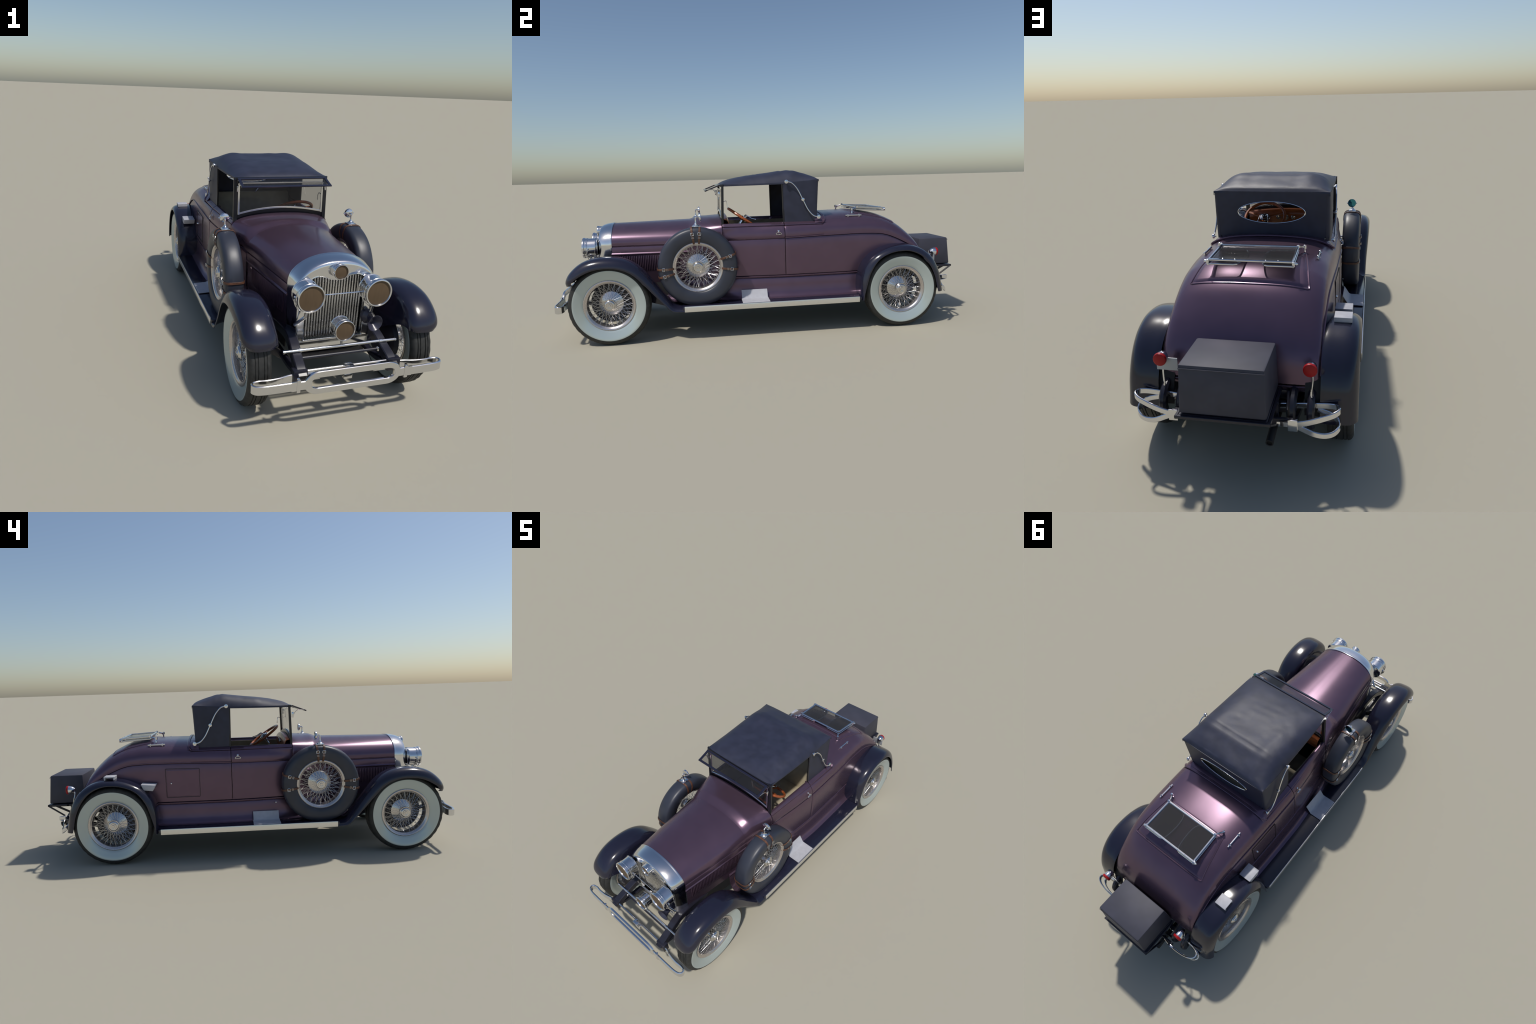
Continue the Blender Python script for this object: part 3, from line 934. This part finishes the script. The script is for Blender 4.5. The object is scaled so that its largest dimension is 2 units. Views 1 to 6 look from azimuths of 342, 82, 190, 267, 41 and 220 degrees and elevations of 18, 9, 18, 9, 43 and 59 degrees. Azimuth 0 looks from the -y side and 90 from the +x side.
# spare: smooth leather cover in place of tyre and whitewall
cp = [(.0300, .1165), (.0350, .122), (.0385, .135), (.0400, .150), (.0395, .164), (.0365, .1745), (.0310, .181), (.022, .1842), (.010, .1852), (0, .1855)]
cp = cp + [(-a, r) for a, r in cp[-2::-1]] + [(-.02, .113), (.02, .113)]
V, F = lathe(cp, 96, closed=True)
V = np.array(V)
for i in range(len(V)):
    x, y, z = V[i]
    r = math.hypot(y, z)
    if r > .12:
        k = 1 + .0035 * n3(x * 2, y, z, 14) * min(1, (r - .12) / .03)
        V[i] = (x * (1 + .03 * n3(y, z, x, 11)), y * k, z * k)
ME_COVER = mesh("tyre_cover", V, F, COVER, 60)

def wheel(loc, sx, spare=False):
    rot = (0, 0, 0 if sx > 0 else PI)
    o = add("spare_wheel" if spare else "wheel", ME_RIM)
    o.location = loc
    o.rotation_euler = rot
    parts = [("tyre_cover", ME_COVER)] if spare else [("tyre", ME_TYRE), ("whitewall", ME_WW), ("brake_drum", ME_DRUM)]
    for nm, me in parts + [("spokes", ME_SPOKE), ("hub_cap", ME_HUB)]:
        c = add(nm, me, o)
        if nm == "spokes":
            c["kind"] = "stuff"
    return o
for sx in (1, -1):
    wheel((sx * .3015, -.754, .1842), sx)
    wheel((sx * .3015, .637, .1842), sx)
SPARES = {sx: wheel((sx * .284, -.348, .338), sx, True) for sx in (1, -1)}

# straps with buckles on the spares (local frame: x outward)
def strap_geo(phi, w=.0095):
    """phi: angle from straight up towards +y of the wheel frame."""
    path = [(.024, .104), (.0335, .1150), (.0385, .124), (.0405, .135), (.0418, .150), (.0410, .165), (.0375, .1765), (.0315, .1832), (.022, .1866), (.0, .1880), (-.022, .1866), (-.0315, .1832), (-.0385, .175), (-.0415, .160), (-.0415, .140), (-.036, .122)]
    P = spline([(a, r * math.sin(phi), r * math.cos(phi)) for a, r in path], 48)
    tang = (0, math.cos(phi), -math.sin(phi))
    g = Geo(); g.put(*sweep(P, rrect(.0022, w, .0006), up=tang))
    b = Geo()
    T_, S_, U_ = frames(P, up=tang)
    def at(r):
        i = int(np.argmin([abs(math.hypot(p[1], p[2]) - r) + (0 if p[0] > .03 else 9) for p in P]))
        return i
    i = at(.158)
    c, t_, u_, s_ = P[i], T_[i], U_[i], S_[i]
    if s_[0] < 0: s_ = -s_
    c = c + s_ * .0022
    rect = [c + t_ * a * .0062 + u_ * bb * .0068 for a, bb in ((-1, -.8), (-.8, -1), (.8, -1), (1, -.8), (1, .8), (.8, 1), (-.8, 1), (-1, .8))]
    b.put(*tube(rect, .0011, 6, True))
    b.put(*tube([c - t_ * .006, c + t_ * .006], .0009, 5))
    for rr in (.141, .137):
        i = at(rr)
        c, u_, s_ = P[i], U_[i], S_[i]
        if s_[0] < 0: s_ = -s_
        b.put(*sweep([c + s_ * .0014 - u_ * .006, c + s_ * .0014 + u_ * .006], rrect(.0012, .002, .0003), up=tuple(s_)))
    return g, b
for sx, angs in ((1, (-7.5, 4.5, -91, -103, 72, 95)), (-1, (-5, 6, -98, -84, 97, 74))):
    for dg in angs:
        # angles are measured in world +y; the flipped wheel mirrors y
        phi = math.radians(dg)
        if sx < 0: phi = -phi
        g, b = strap_geo(phi)
        s_ = g.make("strap", STRAPM, SPARES[sx])
        bo = b.make("buckle", CHROME, SPARES[sx])

# mirrors on the spares
for sx in (1, -1):
    g = Geo()
    g.put(*box((sx * .284, -.348, .5265), (.034, .040, .004), .001))
    g.put(*lathe([(0, .016), (.004, .0145), (.008, .008), (.014, .0045), (.018, .0036), (.034, .0032)], 16, (sx * .284, -.350, .528), (0, 0, 1)))
    g.put(*tube(spline([(sx * .284, -.350, .560), (sx * .284, -.350, .567), (sx * .284, -.346, .570), (sx * .283, -.336, .570)], 10), .0032, 8))
    g.put(*lathe([(-.010, 0), (-.010, .006), (-.0085, .013), (-.005, .0185), (0, .0200), (.003, .0200), (.0035, .019), (.001, .0185)], 28, (sx * .282, -.329, .568), (0, 1, .05)))
    for s2 in (1, -1):
        g.put(*lathe([(0, .0032), (.004, .003), (.006, 0)], 8, (sx * .282 + s2 * .0195, -.329, .568), (s2, 0, 0)))
        g.put(*lathe([(0, .0045), (.004, .004), (.006, 0)], 10, (sx * .284 + s2 * .013, -.348, .5285), (0, 0, 1)))
    m = g.make("mirror", CHROME)
    V, F = lathe([(.0, 0), (.0, .0188), (.0018, .0185), (.0022, 0)], 28, (sx * .282, -.329, .568), (0, 1, .05))
    add("mirror_glass", mesh("mirror_glass", V, F, MIRRORM), m)

# ------------------------------------------------------------------ door furniture
for sx, d in ((1, DOORS[0]), (-1, DOORS[1])):
    g = Geo()
    g.put(*lathe([(0, .0065), (.004, .006), (.007, .0035), (.013, .003), (.016, .0045), (.018, 0)], 16, (sx * .2435, .043, .4865), (sx, 0, 0)))
    loop = [(sx * .2605, .043 + .013 * math.cos(t), .4760 + .0055 * math.sin(t) + .003 * abs(math.cos(t)) * (-1)) for t in np.linspace(0, 2 * PI, 25)[:-1]]
    g.put(*tube(loop, .0018, 6, True))
    g.put(*tube([(sx * .2595, .043, .4865), (sx * .2605, .043, .481)], .0026, 6))
    g.make("door_handle", CHROME, d)
# locker door on one flank only, drawn by its frame groove
def flank(y, z, off):
    return (-(W(y) + .002 + off), y, z)
c4 = [(.391, .433), (.229, .431), (.230, .294), (.390, .294)]
lockp = []
for k in range(4):
    (ya, za), (yb, zb_) = c4[k], c4[(k + 1) % 4]
    for t in np.linspace(.02, .98, 12):
        lockp.append(flank(ya + (yb - ya) * t, za + (zb_ - za) * t, .0004))
V, F = sweep(np.array(lockp), rrect(.0020, .0030, .0005), closed=True, up=(1, 0, 0))
add("locker_seam", mesh("locker_seam", V, F, BLACK))
Gx = np.array([[flank(y, z, .0012 * min(1, min(.3875 - y, y - .2335, z - .2975, .4285 - z) / .002) - .0006) for z in list(np.linspace(.298, .302, 3)) + list(np.linspace(.31, .42, 10)) + [.4255, .428]] for y in [.234, .236, .238] + list(np.linspace(.245, .375, 14)) + [.383, .385, .387]])
V, F = panel(Gx, .002, (-1, 0, 0))
LK = add("locker_door", mesh("locker_door", V, F, PAINT))
g = Geo(); g.put(*lathe([(0, .005), (.003, .0045), (.006, .003), (.007, 0)], 14, flank(.365, .363, 0), (-1, 0, 0)))
g.make("locker_knob", CHROME, LK)
g = Geo(); g.put(*lathe([(0, .003), (.002, .003), (.003, 0)], 10, (-.2535, -.135, .247), (-1, 0, 0)))
g.make("valance_bolt", CHROME)

# rear deck grab bars
for sx in (1, -1):
    g = Geo()
    g.put(*sweep([(sx * .2, .392, .5455), (sx * .2, .474, .5445)], rrect(.0065, .0075, .0018), up=(0, 0, 1)))
    for y in (.405, .462):
        g.put(*lathe([(-.012, .0035), (.005, .0035), (.007, 0)], 10, (sx * .2, y, .545), (0, 0, 1)))
        g.put(*lathe([(0, .0032), (.004, .0025), (.005, 0)], 10, (sx * .2035, y, .5435), (sx, 0, 0)))
    g.make("grab_bar", CHROME)

# folded rear windshield above the lid: a glazed frame with two glazed wings folded under it
fr = Geo()
f0, f1 = (.472, .5805), (.613, .5725)
for (y, z) in (f0, f1):
    fr.put(*sweep([(-.139, y, z), (.139, y, z)], rrect(.0095, .0075, .0022), up=(0, 0, 1)))
for sx in (1, -1):
    fr.put(*sweep([(sx * .1335, f0[0] - .003, f0[1]), (sx * .1365, f1[0] + .003, f1[1])], rrect(.0085, .0075, .0022), up=(0, 0, 1)))
    fr.put(*box((sx * .1395, f1[0] + .001, f1[1] - .006), (.010, .014, .018), .003))
    fr.put(*lathe([(-.004, .0055), (.004, .0055), (.007, .003), (.009, 0)], 12, (sx * .145, f1[0] + .002, f1[1] - .005), (sx, 0, 0)))
    fr.put(*lathe([(-.004, .0060), (.004, .0060), (.006, 0)], 12, (sx * .1345, f0[0], f0[1] + .002), (0, 0, 1)))
    # hinge post standing on the deck
    fr.put(*tube(spline([(sx * .152, .440, .548), (sx * .150, .440, .562), (sx * .146, .445, .572), (sx * .136, .464, .578)], 10), .0042, 8))
    fr.put(*lathe([(-.006, .0055), (.006, .0055), (.008, 0)], 12, (sx * .152, .438, .572), (0, 0, 1)))
    fr.put(*lathe([(0, .008), (.004, .006)], 12, (sx * .152, .440, .545), (0, 0, 1)))
    for x in (.05, .09):
        fr.put(*lathe([(0, .0022), (.0012, .002), (.002, 0)], 8, (sx * x, f1[0], f1[1] + .0037), (0, 0, 1)))
FR = fr.make("folding_windshield", CHROME)
V, F = panel(np.array([[(x, y, z) for y, z in ((f0[0], f0[1] - .001), (.54, .5755), (f1[0], f1[1] - .001))] for x in np.linspace(-.133, .133, 5)]), .0012, (0, 0, 1))
add("tinted_pane", mesh("tinted_pane", V, F, TINT), FR)
def wing_z(y): return f0[1] + (f1[1] - f0[1]) * (y - f0[0]) / (f1[0] - f0[0]) - .0125
for sx in (1, -1):
    w = [(.139, .618), (.10, .618), (.056, .618), (.044, .612), (.036, .590), (.0315, .555), (.0310, .525), (.034, .500), (.042, .482), (.054, .474), (.10, .474), (.136, .474)]
    P = np.array([(sx * x, y, wing_z(y)) for x, y in w])
    P = np.vstack([P[:2], spline(P[2:10], 30), P[10:]])
    g = Geo(); g.put(*sweep(P, rrect(.0055, .0055, .0015), up=(0, 0, 1)))
    g.put(*sweep([(sx * .1345, .470, wing_z(.470)), (sx * .1385, .622, wing_z(.622))], rrect(.006, .0055, .0015), up=(0, 0, 1)))
    wg = g.make("windshield_wing", CHROME, FR)
    inner = spline([(x, y) for x, y in w[2:10]], 24)
    Gx = [[(sx * (x + (.137 - x) * u), y, wing_z(y)) for u in np.linspace(0, 1, 5)] for x, y in inner]
    V, F = panel(np.array(Gx), .0012, (0, 0, 1))
    add("tinted_pane", mesh("tinted_pane", V, F, TINT), FR)
# pressed bead round the lid
bead = []
for a_ in np.linspace(0, 1, 16):
    bead.append(deck_point(i0 + (i1 - i0) * a_, .63 + .15 * a_ + .004, .0))
for u in np.linspace(.76, -.76, 31):
    bead.append(deck_point(i1 + .35, u, .0))
for a_ in np.linspace(1, 0, 16):
    bead.append(deck_point(i0 + (i1 - i0) * a_, -(.63 + .15 * a_ + .004), .0))
V, F = tube(np.array(bead), .0032, 8)
add("lid_bead", mesh("lid_bead", V, F, PAINT), LID)
g = Geo()
loop = [(.010 * math.cos(t), .497 + .007 * math.sin(t), .556) for t in np.linspace(0, 2 * PI, 21)[:-1]]
g.put(*tube(loop, .0013, 6, True)); g.put(*lathe([(-.01, .004), (.002, .0035), (.004, 0)], 10, (0, .490, .556), (0, 0, 1)))
g.make("lid_handle", CHROME, LID)

# ------------------------------------------------------------------ trunk and rack
V, F = hexa([(-.1215, .816, .2605), (.1215, .816, .2605), (.1215, .992, .2605), (-.1215, .992, .2605)], [(-.118, .820, .401), (.118, .820, .401), (.118, .979, .401), (-.118, .979, .401)], .006)
TR = add("trunk", mesh("trunk", V, F, TRUNKM, 40))
sm = [(.1205, .8165), (.1205, .981), (-.1205, .981), (-.1205, .8165)]
sm = [(x * 1.002, y + .0035 * (y > .9), .386) for x, y in sm]
g = Geo()
g.put(*sweep([(-.117, .9818, .3905), (.117, .9818, .3905)], rrect(.002, .003, .0006), up=(0, 0, 1)))
g.make("trunk_lid_seam", TRUNKM, TR)
g = Geo()
for x in (-.128, .128):
    g.put(*sweep([(x, .80, .2515), (x, .998, .2515)], rrect(.008, .010, .001), up=(0, 0, 1)))
for y in (.83, .90, .9945):
    g.put(*sweep([(-.132, y, .2515), (.132, y, .2515)], rrect(.009, .009, .001), up=(0, 0, 1)))
for sx in (1, -1):
    g.put(*sweep([(sx * .128, .996, .250), (sx * .128, .920, .198)], rrect(.006, .009, .001), up=(1, 0, 0)))
    g.put(*sweep([(sx * .128, .885, .252), (sx * .128, .880, .20)], rrect(.006, .009, .001), up=(1, 0, 0)))
g.put(*box((0, .905, .2535), (.246, .17, .006), .001))
g.put(*sweep([(-.175, .893, .193), (.175, .893, .193)], rrect(.010, .022, .002), up=(0, 0, 1)))
g.put(*sweep([(-.150, .872, .168), (.150, .872, .168)], rrect(.010, .012, .002), up=(0, 0, 1)))
for sx in (1, -1):
    g.put(*sweep([(sx * .085, .985, .247), (sx * .085, .893, .200)], rrect(.010, .006, .001), up=(1, 0, 0)))
g.make("luggage_rack", FRAME)

# tail lamps
for sx in (1, -1):
    g = Geo()
    c = (sx * .2205, .861, .345)
    g.put(*lathe([(-.030, 0), (-.030, .006), (-.025, .013), (-.016, .0175), (-.004, .0195), (0, .0195), (0, 0)], 28, c, (0, 1, 0)))
    g.put(*tube(spline([(sx * .2205, .836, .34), (sx * .222, .832, .325), (sx * .225, .838, .300), (sx * .222, .846, .265), (sx * .222, .848, .232)], 20), .0032, 8))
    g.put(*lathe([(0, .007), (.006, .006), (.009, .003)], 12, (sx * .222, .848, .226), (0, 0, 1)))
    t = g.make("tail_lamp", CHROME)
    V, F = lathe([(0, 0), (-.001, .0200), (.004, .0205), (.008, .0195), (.0105, .015), (.0112, 0)], 28, c, (0, 1, 0))
    add("red_lens", mesh("red_lens", V, F, RED), t)
add_box("number_plate", (.2065, .848, .3225), (.066, .0025, .041), NUMBERM, .0008)

# ------------------------------------------------------------------ bumpers
fb = Geo()
def ribbon(g, pts, h, t, n=40, up=(0, 0, 1)):
    g.put(*sweep(spline(pts, n), rrect(t, h, t * .3), up=up))
# centre loop of the front bumper: flat ring in the x-z plane
def track(hx, hz, e, n=120):
    out = []
    for k in range(n):
        th = 2 * PI * k / n
        c, s_ = math.cos(th), math.sin(th)
        out.append((math.copysign(abs(c) ** e, c) * hx, .1815 + math.copysign(abs(s_) ** e, s_) * hz))
    return np.array(out)
def raceway(hx, hz, rx, n=120):
    pts = []
    for k in range(n // 2):
        th = -PI / 2 + PI * k / (n // 2 - 1)
        pts.append((hx - rx + rx * math.cos(th), .1815 + hz * math.sin(th)))
    return np.array(pts + [(-x, 2 * .1815 - z) for x, z in pts])
Ro, Ri = raceway(.176, .0415, .052), raceway(.155, .0185, .030)
Gx = np.array([[(Ri[i][0], -.997, Ri[i][1]), (Ri[i][0] * .97 + Ro[i][0] * .03, -.9992, Ri[i][1] * .93 + Ro[i][1] * .07), (Ri[i][0] * .1 + Ro[i][0] * .9, -.9992, Ri[i][1] * .07 + Ro[i][1] * .93), (Ro[i][0], -.997, Ro[i][1]),
                (Ro[i][0], -.990, Ro[i][1]), (Ri[i][0], -.990, Ri[i][1])] for i in range(len(Ro))])
n_ = len(Ro)
fb.put(Gx.reshape(-1, 3), grid_faces(n_, 6, closed_u=True, closed_v=True))
for sx in (1, -1):
    ribbon(fb, [(sx * .150, -.9945, .1785), (sx * .20, -.9945, .1785), (sx * .27, -.9945, .1785), (sx * .318, -.9925, .1785), (sx * .338, -.986, .1785), (sx * .3445, -.975, .1785), (sx * .340, -.964, .1785), (sx * .322, -.959, .1785), (sx * .29, -.961, .1785),
                (sx * .25, -.958, .1785), (sx * .21, -.949, .1785), (sx * .17, -.9465, .1785), (sx * .10, -.9465, .1785)], .0325, .0075, 70)
    fb.put(*box((sx * .196, -.9965, .1785), (.013, .007, .046), .0015))
    fb.put(*tube([(sx * .196, -.993, .1985), (sx * .196, -.993, .2045)], .005, 8))
    fb.put(*box((sx * .205, -.9955, .1785), (.030, .0055, .0345), .001))
fb.put(*sweep([(-.17, -.9465, .188), (.17, -.9465, .188)], rrect(.008, .030, .002), up=(0, 0, 1)))
fb.put(*box((0, -.955, .2065), (.030, .024, .005), .001))
fb.put(*box((0, -.951, .165), (.030, .016, .020), .001))
fb.make("bumper", CHROME)
cb = Geo()
cb.put(*tube([(-.212, -.889, .2435), (.212, -.889, .2435)], .0058, 12))
for sx in (1, -1):
    cb.put(*lathe([(-.005, .0072), (.005, .0072)], 12, (sx * .152, -.889, .2435), (1, 0, 0)))
    cb.put(*tube([(sx * .150, -.889, .242), (sx * .150, -.889, .214)], .0028, 8))
    cb.put(*lathe([(-.008, .006), (-.004, .0085), (.005, .0085), (.008, .005)], 12, (sx * .1495, -.889, .2135), (0, 0, 1)))
    cb.put(*lathe([(-.002, .0068), (.002, .0068)], 12, (sx * .2115, -.889, .2435), (1, 0, 0)))
cb.make("lamp_bar", CHROME)
# dumb irons, chassis
ch = Geo()
for sx in (1, -1):
    pts = spline([(sx * .168, -.955, .180), (sx * .167, -.93, .199), (sx * .164, -.89, .218), (sx * .160, -.85, .242), (sx * .156, -.80, .256), (sx * .150, -.70, .245), (sx * .145, -.55, .215)], 30)
    ch.put(*sweep(pts, rrect(.034, .034, .003), up=(0, 0, 1)))
    ch.put(*box((sx * .173, -.9430, .185), (.050, .030, .046), .003))
    ch.put(*sweep([(sx * .145, -.56, .205), (sx * .15, .40, .165), (sx * .15, .46, .20), (sx * .15, .60, .262), (sx * .15, .70, .25), (sx * .158, .80, .225), (sx * .165, .86, .195)], rrect(.03, .045, .003), up=(0, 0, 1)))
ch.put(*tube([(-.15, -.889, .2130), (.15, -.889, .2130)], .0055, 10))
# front axle beam, leaf springs, rear axle and differential
ch.put(*sweep(spline([(-.262, -.754, .184), (-.20, -.754, .178), (-.15, -.754, .150), (.15, -.754, .150), (.20, -.754, .178), (.262, -.754, .184)], 30), rrect(.02, .028, .003), up=(0, 0, 1)))
for sx in (1, -1):
    ch.put(*sweep(spline([(sx * .165, -.945, .180), (sx * .165, -.85, .163), (sx * .165, -.754, .166), (sx * .165, -.65, .168), (sx * .165, -.56, .185)], 20), rrect(.024, .016, .002), up=(0, 0, 1)))
    ch.put(*sweep(spline([(sx * .172, .40, .17), (sx * .172, .52, .150), (sx * .172, .637, .150), (sx * .172, .75, .155), (sx * .172, .87, .185)], 20), rrect(.026, .018, .002), up=(0, 0, 1)))
ch.put(*tube([(-.262, .637, .184), (.262, .637, .184)], .016, 12))
ch.put(*lathe([(-.055, 0), (-.05, .03), (-.025, .055), (.025, .055), (.05, .03), (.055, 0)], 24, (0, .637, .184), (1, 0, 0)))
ch.put(*tube([(0, .60, .184), (0, -.1, .19)], .014, 10))
for y in (-.50, -.1, .3, .80):
    ch.put(*box((0, y, .195 if y < .5 else .225), (.30, .02, .03), .002))
ch.put(*sweep([(-.16, .84, .205), (.16, .84, .205)], rrect(.02, .03, .002), up=(0, 0, 1)))
# rear spring hangers
for sx in (1, -1):
    for x in (.168, .222):
        ch.put(*sweep(spline([(sx * x, .80, .245), (sx * x, .838, .238), (sx * x, .862, .218), (sx * x, .868, .190), (sx * x, .862, .165)], 18), rrect(.030, .022, .006), up=(1, 0, 0)))
ch.make("chassis_frame", FRAME)
# engine block seen between wheels
en = Geo(); en.put(*box((0, -.58, .27), (.16, .32, .12), .01)); en.make("engine_block", UNDER)
# splash aprons between frame and hood
Gx = np.array([[(x, y, z) for x, z in ((.150, .262), (.152, .25), (.156, .22), (.158, .19))] for y in np.linspace(-.76, -.46, 12)])
for i, row in enumerate(Gx):
    t = max(0, (row[0, 1] + .757) / .372)
    row[:, 0] += .036 * t
V, F = panel(Gx, .003, (1, 0, 0))
both("splash_apron", V, F, UNDER)
# exhaust
g = Geo()
P = spline([(-.10, .30, .158), (-.115, .5, .160), (-.125, .70, .172), (-.122, .80, .176), (-.118, .88, .166), (-.116, .940, .154)], 30)
V, F = sweep(P, circ(.0115, 16))
g.put(V, F)
e_ = P[-1]; d_ = P[-1] - P[-2]; d_ /= np.linalg.norm(d_)
g.put(*lathe([(0, .0117), (.003, .0117), (.003, .0085), (-.012, .0085), (-.012, 0)], 16, e_, d_))
g.put(*tube([(-.10, -.2, .172), (-.10, .30, .160)], .024, 14))
g.make("exhaust_pipe", UNDER)

# rear bumper halves
for sx in (1, -1):
    g = Geo()
    ribbon(g, [(sx * .132, .897, .188), (sx * .150, .901, .190), (sx * .178, .904, .193), (sx * .215, .905, .202), (sx * .262, .900, .217), (sx * .292, .890, .2255), (sx * .304, .876, .229), (sx * .301, .861, .229), (sx * .283, .851, .226), (sx * .24, .846, .221), (sx * .18, .846, .216), (sx * .13, .850, .214)], .0180, .006, 64)
    ribbon(g, [(sx * .178, .902, .190), (sx * .205, .901, .177), (sx * .236, .898, .162), (sx * .266, .893, .156), (sx * .290, .884, .160), (sx * .303, .870, .171), (sx * .298, .856, .184), (sx * .28, .848, .196), (sx * .24, .844, .206)], .0170, .006, 50)
    g.put(*box((sx * .176, .9045, .1905), (.028, .010, .036), .002))
    g.put(*box((sx * .135, .897, .1875), (.012, .010, .016), .002))
    g.make("bumper", CHROME)
bpy.context.view_layer.update()
